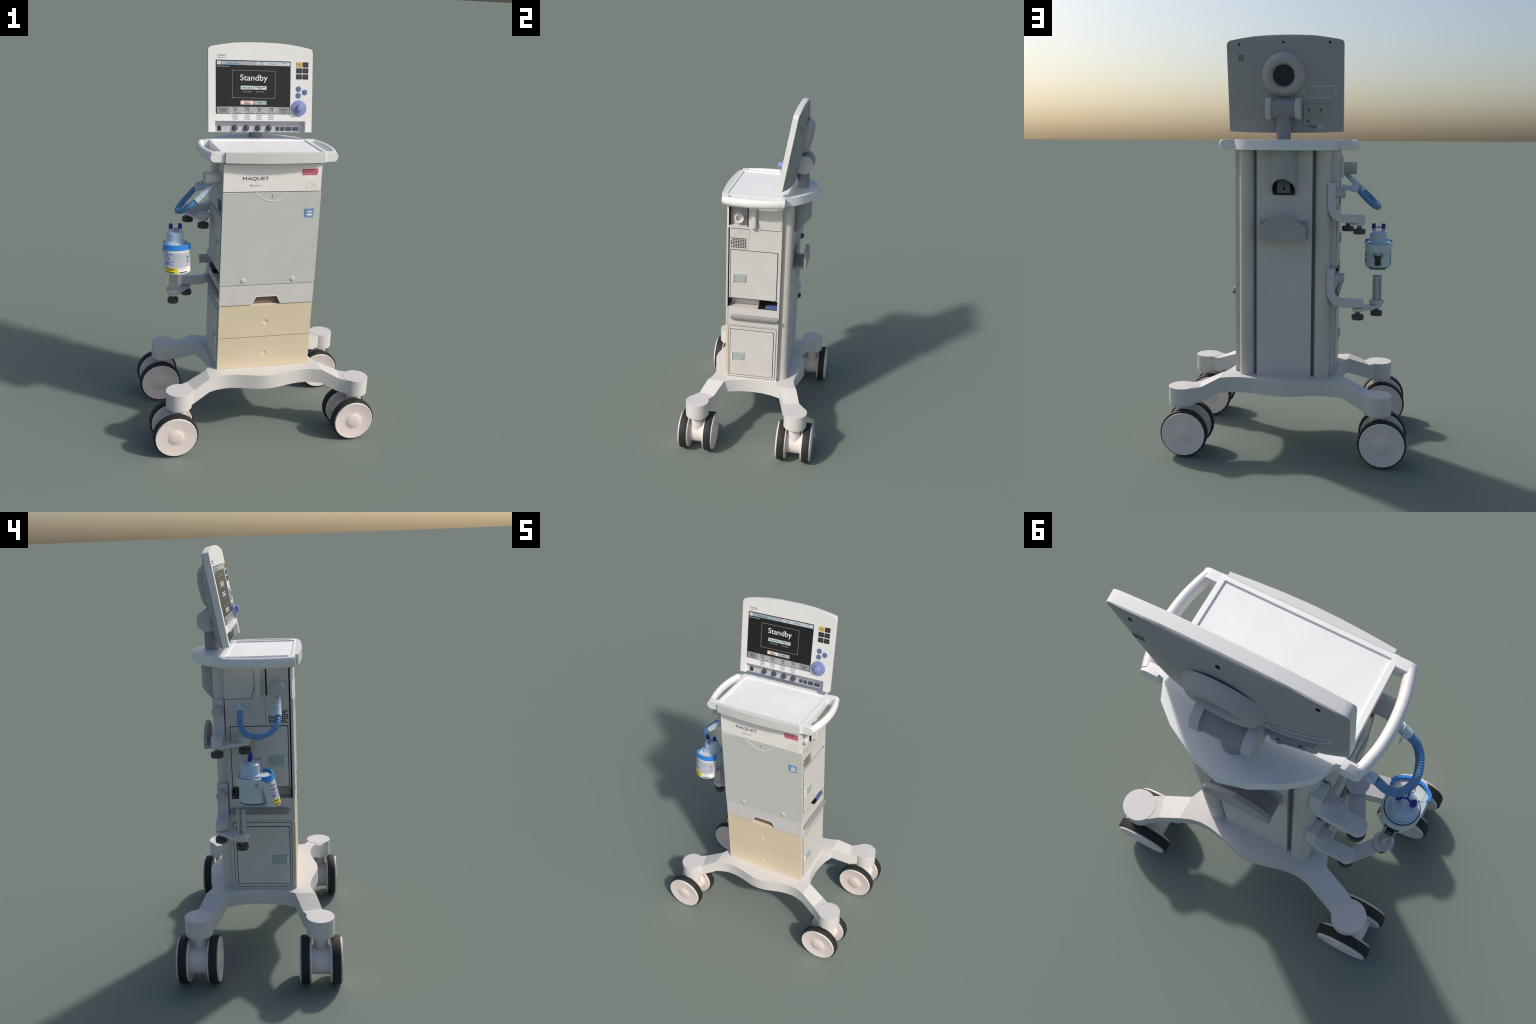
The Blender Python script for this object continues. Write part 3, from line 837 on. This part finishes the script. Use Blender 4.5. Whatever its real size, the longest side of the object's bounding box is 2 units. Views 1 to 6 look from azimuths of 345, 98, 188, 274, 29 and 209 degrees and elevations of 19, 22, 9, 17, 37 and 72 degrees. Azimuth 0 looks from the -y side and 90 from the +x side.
card("screen_button", -0.0382, 0.0280, 0.2130, 0.2315, "screen_pale")
card("screen_button", -0.1070, -0.0402, 0.1385, 0.1580, "screen_peach")
card("screen_button", -0.0382, 0.0280, 0.1385, 0.1580, "screen_teal")
words("Pre-use check", -0.098, -0.048, 0.2190, 0.2255)
words("Patient circuit", -0.030, 0.020, 0.2235, 0.2290)
words("test", -0.012, 0.002, 0.2155, 0.2200)
words("Start", -0.087, -0.060, 0.1500, 0.1555)
words("ventilation", -0.091, -0.056, 0.1405, 0.1470)
words("NIV", -0.012, 0.001, 0.1455, 0.1510)
words("22/12 08:40", -0.0950, -0.0520, 0.1995, 0.2055, "screen_grey", n=-0.0012)
words("22/12 08:40", -0.0270, 0.0160, 0.1995, 0.2055, "screen_grey", n=-0.0012)
card("screen_bar", -0.2300, 0.1520, 0.0940, 0.1275, "screen_grey")
card("screen_button", -0.2300, -0.1670, 0.0940, 0.1275, "screen_grey_dark", -0.0017)
card("screen_button", 0.0910, 0.1520, 0.0940, 0.1275, "screen_grey_dark", -0.0017)
words("Additional", -0.2170, -0.1790, 0.1120, 0.1180, n=-0.0020)
words("settings", -0.2120, -0.1840, 0.1015, 0.1080, n=-0.0020)
words("Additional", 0.1010, 0.1370, 0.1120, 0.1180, n=-0.0020)
words("values", 0.1080, 0.1300, 0.1015, 0.1070, n=-0.0020)
for k, (u, num, cap) in enumerate(((-0.136, "24", "Resp. Rate"), (-0.072, "14", "PEEP"), (-0.0095, "25", "O2 conc."), (0.0545, "14", "PC above PEEP"))):
    words(num, u - 0.0080, u + 0.0080, 0.1050, 0.1180)
    words(cap, u - 0.0130, u + 0.0130, 0.1200, 0.1245)
    card("screen_gauge", u - 0.0270, u + 0.0270, 0.0965, 0.0990, "screen_grey_dark", -0.0017)
    card("screen_gauge", u - 0.0270, u - 0.0080 - 0.004 * k, 0.0965, 0.0990, "screen_peach", -0.0019)
# fine scales between screen and knobs
for u in (-0.149, -0.0865, -0.0240, 0.0385):
    for j, (v0, v1) in enumerate(((0.0830, 0.0880), (0.0735, 0.0790), (0.0635, 0.0690))):
        add("scale_mark", bm_box(u, u + 0.0285, -0.0004, 0.001, v0, v1), "screen_grey" if j % 2 else "soft_line" if False else "screen_grey", monitor, MON)
add("lettering", bm_text("MAQUET", -0.2270, -0.1825, 0.3740, 0.3810, -0.0001, 0.0005), "logo_purple", monitor, MON)
add("lettering", bm_text("SERVO-i", -0.2260, -0.1830, 0.3650, 0.3700, -0.0001, 0.0005), "soft_line", monitor, MON)
# keys, round buttons and the big dial at the right
for r in range(3):
    for c in range(2):
        u0, v1 = 0.1860 + 0.0340 * c, 0.3540 - 0.0302 * r
        key = add("key", bm_bevel(bm_box(u0, u0 + 0.0295, -0.0022, 0.001, v1 - 0.0240, v1), 0.0008, 1), "button_yellow" if r == c == 0 else "button_black", monitor, MON)
        add("key_mark", bm_box(u0 + 0.008, u0 + 0.0215, -0.0026, 0.0, v1 - 0.0135, v1 - 0.0105) if (r, c) != (0, 0) else
            bm_prism([(u0 + 0.0098, v1 - 0.017), (u0 + 0.0198, v1 - 0.017), (u0 + 0.0148, v1 - 0.006)], "y", -0.0026, 0.0), "button_text", monitor, MON)
for u, v in ((0.1990, 0.2200), (0.2320, 0.2040), (0.1980, 0.1870)):
    add("round_button", bm_lathe([(0.0145, 0.001), (0.0143, -0.0015), (0.0125, -0.0028), (0.0, -0.0022)], "y", (u, v), 24), "button_blue", monitor, MON)
    add("key_mark", bm_box(u - 0.006, u + 0.006, -0.0030, -0.001, v - 0.0012, v + 0.0012), "button_text", monitor, MON)
dial = add("dial", bm_lathe([(0.0405, 0.0005), (0.0405, -0.0050), (0.0390, -0.0070), (0.030, -0.0085), (0.0195, -0.0090), (0.0180, -0.0110), (0.0178, -0.0260), (0.0165, -0.0285), (0.012, -0.0300), (0.0, -0.0305)], "y", (0.2020, 0.1235), 32), "dial_blue", monitor, MON, smooth=50)

# ----------------------------------------------------------------------------- monitor stand
stand = add("monitor_stand", bm_lathe([(0.0345, 1.512), (0.0345, 1.660)], "z", (CX, TY + 0.002), 24), "stand_grey", root)
HY, HZ = 0.222, 1.6615
add("hinge_barrel", bm_lathe([(0.0445, CX - 0.058), (0.0445, CX + 0.058)], "x", (HY, HZ), 28), "stand_grey", stand)
for s in (-1, 1):
    side = arc(HY, HZ, 0.0505, -100, 100, 14) + [(0.185, HZ + 0.052), (0.172, HZ - 0.043)]
    add("hinge_cap", bm_bevel(bm_prism(side, "x", CX + s * 0.0555, CX + s * 0.0815), 0.0015, 2, 50), "hinge_cap_grey", stand)

# ----------------------------------------------------------------------------- jointed side arms
def thumb_screw(x, y, z_top, parent):
    add("thumb_screw_stem", bm_lathe([(0.0115, z_top + 0.010), (0.0115, z_top - 0.030)], "z", (x, y), 16), "thumb_stem", parent)
    z = z_top - 0.0115
    add("thumb_screw", bm_lathe([(0.020, z), (0.0275, z - 0.001), (0.0290, z - 0.004), (0.0290, z - 0.0215), (0.0275, z - 0.0245), (0.0, z - 0.0245)], "z", (x, y), 24), "thumb_black", parent)


def link_bar(a, b, z0, z1, w):
    d = (Vector(b) - Vector(a)).normalized()
    ang = math.degrees(math.atan2(d.y, d.x))
    return bm_prism(arc(b[0], b[1], w, ang - 90, ang + 90, 8) + arc(a[0], a[1], w, ang + 90, ang + 270, 8), "z", z0, z1)


def jointed_arm(z, drop, tip, knob_z):
    """J-shaped clamp on the left post; z is the top of its horizontal foot."""
    r_in, r_out = 0.040, 0.076
    prof = [(-0.1925, z + 0.151), (-0.2275, z + 0.151), (-0.2275, z + r_in)]
    prof += [(-0.2275 - r_in + r_in * math.cos(math.radians(a)), z + r_in - r_in * math.sin(math.radians(a))) for a in (18, 36, 54, 72, 90)]
    prof += [(-0.343, z), (-0.343, z - 0.035)]
    prof += [(-0.1925 - r_out + r_out * math.cos(math.radians(a)), z - 0.035 + r_out - r_out * math.sin(math.radians(a))) for a in (90, 75, 60, 45, 30, 15, 0)]
    body = bm_prism(prof, "y", 0.144, 0.1965)
    foot = link_bar((-0.300, 0.17025), (-0.343, 0.17025), z - 0.0352, z + 0.0002, 0.02605)
    arm = add("support_arm", bm_bevel(bm_join(body, foot), 0.0012, 1, 50), "arm_grey", root, smooth=30)
    add("clamp_knob", bm_bevel(bm_lathe([(0.0238, -0.2265), (0.0238, -0.2735)], "x", (0.1725, z + 0.104), 24), 0.0015, 2, 60), "arm_joint_grey", arm)
    add("link_bar", bm_bevel(link_bar((-0.342, 0.170), tip, drop - 0.0155, drop, 0.0245), 0.001, 1, 50), "arm_grey", arm)
    add("joint_disc", bm_bevel(bm_lathe([(0.0300, drop - 0.001), (0.0330, drop + 0.004), (0.0365, drop + 0.010), (0.0365, drop + 0.020), (0.0350, drop + 0.0215), (0.0, drop + 0.0215)], "z", tip, 26), 0.0005, 1, 60), "arm_grey", arm)
    thumb_screw(-0.342, 0.171, drop - 0.0205, arm)
    thumb_screw(tip[0], tip[1], drop - 0.0205, arm)
    return arm


jointed_arm(1.1665, 1.1340, (-0.2815, 0.049), 1.092)
low_arm = jointed_arm(0.7585, 0.7190, (-0.430, 0.0650), 0.674)
# mast on the lower arm: flat bar with a round rod behind it
add("mast", bm_bevel(bm_box(-0.4525, -0.4085, 0.0475, 0.0600, 0.738, 0.8610), 0.0015, 2), "arm_joint_grey", low_arm)
add("mast", bm_lathe([(0.0098, 0.738), (0.0098, 0.8600), (0.0, 0.8600)], "z", (-0.430, 0.0755), 16), "arm_joint_grey", low_arm)
add("mast_pin", bm_lathe([(0.005, 0.080), (0.005, 0.0885), (0.0, 0.0890)], "y", (-0.427, 0.837), 12), "arm_grey", low_arm)

# ----------------------------------------------------------------------------- breathing hose
outlet = add("gas_outlet", bm_bevel(bm_lathe([(0.0300, -0.226), (0.0305, -0.235), (0.0305, -0.3150)], "x", (-0.109, 1.378), 28), 0.004, 3, 60), "arm_joint_grey", root)
P0 = Vector((-0.349, -0.1115, 1.2665))
hose_pts = [P0, (-0.385, -0.107, 1.2345), (-0.4135, -0.078, 1.2065), (-0.428, -0.024, 1.1910), (-0.4105, 0.028, 1.2000), (-0.3735, 0.056, 1.2330), (-0.3275, 0.0605, 1.2830)]
RINGS, SUB = 40, 6
path = resample(spline(hose_pts, 16), RINGS * SUB)
hose = add("breathing_hose", bm_sweep(path, lambda i: 0.0136 + 0.00055 * math.sin(2 * math.pi * i / SUB), 18, face_mat=lambda i: 0 if (i % SUB) in (0, 1, 2) else 1),
           ["hose_blue_dark", "hose_blue_light"], root, smooth=70)
def stepped(points_r, name, key, parent):
    """Stepped straight pipe: (position, radius) pairs."""
    return add(name, bm_sweep([p for p, r in points_r], lambda i: points_r[i][1], 20), key, parent, smooth=50)
S0, S1 = Vector((-0.255, -0.109, 1.3540)), P0
def on(a, b, t):
    return a.lerp(b, t)
stepped([(on(S0, S1, 0.0), 0.0118), (on(S0, S1, 0.33), 0.0118)], "outlet_pipe", "arm_joint_grey", hose)
stepped([(on(S0, S1, 0.30), 0.0140), (on(S0, S1, 0.50), 0.0142), (on(S0, S1, 0.505), 0.0160), (on(S0, S1, 0.53), 0.0160), (on(S0, S1, 0.535), 0.0148), (on(S0, S1, 0.72), 0.0150), (on(S0, S1, 0.725), 0.0172), (on(S0, S1, 0.75), 0.0172), (on(S0, S1, 0.755), 0.0162), (on(S0, S1, 1.03), 0.0168)],
        "hose_connector", "connector_white", hose)
E1 = Vector((-0.3275, 0.0605, 1.2830))
E0 = Vector((-0.250, 0.0615, 1.2935))
stepped([(on(E0, E1, 0.0), 0.0115), (on(E0, E1, 0.62), 0.0122), (on(E0, E1, 0.63), 0.0158), (on(E0, E1, 1.03), 0.0166)], "hose_connector", "connector_white", hose)
add("connector_tab", bm_bevel(bm_prism(rounded_rect(-0.3235, -0.2970, 1.288, 1.3185, 0.012, 6), "y", 0.0590, 0.0640), 0.0008, 1), "connector_white", hose)
add("tab_hole", bm_lathe([(0.0024, 0.0585), (0.0024, 0.0645)], "y", (-0.3095, 1.3075), 10), "soft_line", hose)
tab = [(-0.098 + a, 1.2785 + b) for a, b in [(0.0, 0.013), (0.016, 0.013)] + arc(0.016, 0.0, 0.013, 80, -80, 8) + [(0.016, -0.013), (0.0, -0.013)]]
add("connector_tab", bm_bevel(bm_prism(tab, "x", -0.3425, -0.3375), 0.0008, 1), "connector_white", hose)
add("tab_hole", bm_lathe([(0.0024, -0.3430), (0.0024, -0.3370)], "x", (-0.0815, 1.2785), 10), "soft_line", hose)

# ----------------------------------------------------------------------------- humidifier
HX, HYc = -0.4315, 0.0150
W = 0.0645
def collar_ring(z, w, front, back_r):
    """Top view outline: round back, straight flanks, gently bowed front."""
    pts = [(HX + back_r * math.cos(math.radians(a)), HYc + back_r * math.sin(math.radians(a)), z) for a in range(0, 181, 12)]
    pts += [(HX - w + 2 * w * k / 12, front - 0.030 * math.sin(math.pi * k / 12) ** 0.9, z) for k in range(13)]
    return pts
humidifier = add("humidifier", bm_loft([collar_ring(z, w, f, w) for z, w, f in ((0.9745, W - 0.0015, -0.0560), (0.9765, W, -0.0560), (1.0115, W, -0.0500), (1.0145, W - 0.0025, -0.0490))]), "humidifier_grey", root, smooth=50)
add("humidifier_body", bm_loft([collar_ring(z, w, f, w) for z, w, f in ((0.8990, W - 0.012, -0.030), (0.9020, W - 0.0095, -0.032), (0.9500, W - 0.0090, -0.034), (0.9760, W - 0.0090, -0.036))]), "humidifier_grey", humidifier, smooth=50)
add("body_seam", bm_loft([collar_ring(z, w, f, w) for z, w, f in ((0.8965, W - 0.0100, -0.031), (0.8992, W - 0.0100, -0.031))]), "text_dark", humidifier)
add("humidifier_foot", bm_prism(rounded_rect(HX - 0.0415, HX + 0.0415, -0.0450, 0.0450, 0.012), "z", 0.8850, 0.8975), "humidifier_base", humidifier)
# round well, heater flange, chamber
add("chamber_well", bm_lathe([(0.0, 1.0150), (0.0580, 1.0150), (0.0580, 1.0125)], "z", (HX, HYc), 32), "line_grey", humidifier)
add("chamber", bm_lathe([(0.0545, 1.0125), (0.0548, 1.0195), (0.0530, 1.0225), (0.0470, 1.0220), (0.0445, 1.0240), (0.0430, 1.0300), (0.0430, 1.0600), (0.0422, 1.0660), (0.0390, 1.0715), (0.0320, 1.0745), (0.0180, 1.0765), (0.0, 1.0775)],
                       "z", (HX, HYc), 36), "chamber_blue", humidifier, smooth=60)
for x in (-0.4075, -0.4550):
    add("chamber_spout", bm_lathe([(0.0090, 1.066), (0.0088, 1.0905)], "z", (x, 0.0135), 16), "chamber_blue", humidifier)
    add("spout_cap", bm_lathe([(0.0110, 1.0885), (0.0110, 1.0905), (0.0098, 1.0915), (0.0094, 1.1100), (0.0085, 1.1125), (0.0, 1.1125)], "z", (x, 0.0135), 18), "cap_navy", humidifier)
loop = [(HX + 0.0115 * math.sin(2 * math.pi * i / 16), -0.0270 - 0.0115 * math.cos(2 * math.pi * i / 16) , 1.0915) for i in range(17)]
add("cap_strap", bm_join(bm_sweep([(-0.4550, 0.0125, 1.0905), (-0.4315, 0.0060, 1.0912), (-0.4075, 0.0125, 1.0905)], (lambda i: (0.0032, 0.0012)), 8),
                         bm_sweep([(-0.4315, 0.0060, 1.0912), (-0.4315, -0.0155, 1.0915)], (lambda i: (0.0026, 0.0012)), 8),
                         bm_sweep(loop, (lambda i: (0.0012, 0.0012)), 8)), "cap_navy", humidifier)
add("chamber_guide", bm_prism([(HX - 0.046, -0.030), (HX + 0.046, -0.030), (HX + 0.044, -0.062), (HX + 0.022, -0.0760), (HX - 0.022, -0.0760), (HX - 0.044, -0.062)], "z", 1.010, 1.0165), "humidifier_pale", humidifier)


# tilted display head at the front: a bowed face leaning outward to the bottom
def face_pt(s, z, lift=0.0):
    """s runs across the face from -1 (left) to 1; z from 0.882 to 1.016."""
    t = (1.016 - z) / 0.134
    edge = -0.0570 - 0.0290 * t
    ang = s * math.radians(62)
    R = (W + 0.0012) / math.sin(math.radians(62))
    bow = (R * math.cos(ang) - R * math.cos(math.radians(62))) * 0.78
    d = Vector((math.sin(ang), -math.cos(ang) * 0.9, 0)).normalized()
    p = Vector((HX + R * math.sin(ang), edge - bow, z - 0.010 * (1 - math.cos(ang)) * t * -1.0))
    return p + d * lift


def head_ring(z):
    pts = [tuple(face_pt(-1 + 2 * k / 18, z)) for k in range(19)]
    t = (1.016 - z) / 0.134
    yb = -0.0330 - 0.0290 * t
    return pts + [(HX + W + 0.0012, yb, pts[-1][2]), (HX - W - 0.0012, yb, pts[0][2])]
add("display_head", bm_bevel(bm_loft([head_ring(z) for z in (0.8840, 0.92, 0.96, 0.985, 1.0155)]), 0.0012, 1, 60), "humidifier_grey", humidifier, smooth=45)


def face_patch(name, s0, s1, z0, z1, key, lift, nu=10):
    add(name, bm_patch(lambda a, b, l: face_pt(s0 + (s1 - s0) * a, z0 + (z1 - z0) * b, lift + l), nu, 3, 0.0), key, humidifier, smooth=45)


face_patch("display_frame", -0.965, 0.965, 0.8900, 0.9990, "display_white", 0.0008, 16)
face_patch("display_panel", -0.90, 0.86, 0.9180, 0.9900, "display_silver", 0.0014, 14)
face_patch("display_window", -0.18, 0.38, 0.9560, 0.9760, "display_window", 0.0019, 6)
face_patch("yellow_label", -0.93, -0.08, 0.8905, 0.9160, "label_yellow", 0.0016, 8)
face_patch("white_label", 0.0, 0.86, 0.8905, 0.9160, "text_white", 0.0016, 8)
for s0, s1, z0, z1 in ((-0.80, -0.22, 0.909, 0.913), (-0.72, -0.34, 0.903, 0.905), (-0.80, -0.25, 0.8925, 0.8965)):
    face_patch("label_print", s0, s1, z0, z1, "text_dark", 0.0021, 4)
for s0, s1, z0, z1 in ((0.06, 0.50, 0.9125, 0.9140), (0.06, 0.40, 0.908, 0.9095), (0.06, 0.55, 0.8925, 0.8975)):
    face_patch("label_print", s0, s1, z0, z1, "screen_grey_dark" if z0 > 0.9 else "text_dark", 0.0021, 4)
for s0, s1, z0, z1 in ((-0.88, -0.66, 0.9930, 0.9955), (-0.82, -0.32, 0.9800, 0.9840), (-0.80, -0.30, 0.9445, 0.9475), (-0.80, -0.60, 0.930, 0.9400), (-0.48, -0.36, 0.9310, 0.9340), (-0.80, -0.70, 0.963, 0.967), (0.52, 0.66, 0.969, 0.973), (0.52, 0.66, 0.958, 0.961), (0.52, 0.66, 0.940, 0.943)):
    face_patch("display_print", s0, s1, z0, z1, "print_blue", 0.0019, 3)
for s, z in ((-0.56, 0.9650), (0.70, 0.9660), (0.70, 0.9470)):
    p, q = face_pt(s, z, 0.001), face_pt(s, z, 0.0045)
    add("display_button", bm_sweep([p, p.lerp(q, 0.7), q], lambda i: (0.0068, 0.0068, 0.0050)[i], 16), "screen_teal", humidifier)
# blue guard band round the top of the display: a flat strip with a thin lip below it
def band(z0, z1, out, thick, back):
    line = [(Vector((HX - W - 0.0012, back, 0)), Vector((-1, 0, 0)))]
    for k in range(25):
        q = face_pt(-1 + 2 * k / 24, 1.016)
        ang = math.radians(62) * (-1 + 2 * k / 24)
        line.append((Vector((q.x, q.y, 0)), Vector((math.sin(ang), -math.cos(ang), 0))))
    line.append((Vector((HX + W + 0.0012, back, 0)), Vector((1, 0, 0))))
    rings = []
    for p, d in line:
        o, i = p + d * out, p - d * thick
        rings.append([(o.x, o.y, z0), (o.x, o.y, z1), (i.x, i.y, z1), (i.x, i.y, z0)])
    return bm_bevel(bm_loft(rings), 0.0015, 2, 50)


add("guard_band", band(1.0085, 1.0275, 0.0016, 0.0085, -0.0365), "band_blue", humidifier, smooth=40)
add("guard_band", band(1.0020, 1.0095, 0.0048, 0.0040, -0.0560), "band_blue", humidifier, smooth=40)
# plug clip at the back, printed lines, sockets and a warning triangle on the flanks
add("plug_clip", bm_bevel(bm_box(HX - 0.0140, HX + 0.0140, 0.0740, 0.0870, 0.9130, 0.9600), 0.002, 2), "button_black", humidifier)
add("clip_rivet", bm_lathe([(0.0028, 0.086), (0.0028, 0.0880), (0.0, 0.0880)], "y", (HX, 0.9510), 10), "soft_line", humidifier)
add("printed_lines", bm_join(*[bm_box(HX + a, HX + b, 0.0700, 0.0768, z, z + 0.0014) for z in (0.952, 0.957, 0.962, 0.967) for a, b in ((-0.024, -0.015), (0.015, 0.024))]), "line_grey", humidifier)
add("socket", bm_lathe([(0.0048, HX + W - 0.006), (0.0048, HX + W + 0.0018), (0.0028, HX + W + 0.0018), (0.0, HX + W + 0.0008)], "x", (-0.040, 0.945), 12), "print_green", humidifier)
add("socket", bm_lathe([(0.0048, HX + W - 0.006), (0.0048, HX + W + 0.0018), (0.0028, HX + W + 0.0018), (0.0, HX + W + 0.0008)], "x", (-0.040, 0.922), 12), "print_blue", humidifier)
xw = HX - W - 0.0002
add("warning_sign", bm_join(bm_sweep([(xw, -0.0245, 0.9800), (xw, -0.0055, 0.9800), (xw, -0.0150, 0.9985), (xw, -0.0245, 0.9800)], 0.0009, 6, up=Vector((1, 0, 0))),
                            bm_sweep([(xw, -0.0190, 0.9830), (xw, -0.0150, 0.9930), (xw, -0.0110, 0.9830)], 0.0009, 6, up=Vector((1, 0, 0)))), "line_grey", humidifier)
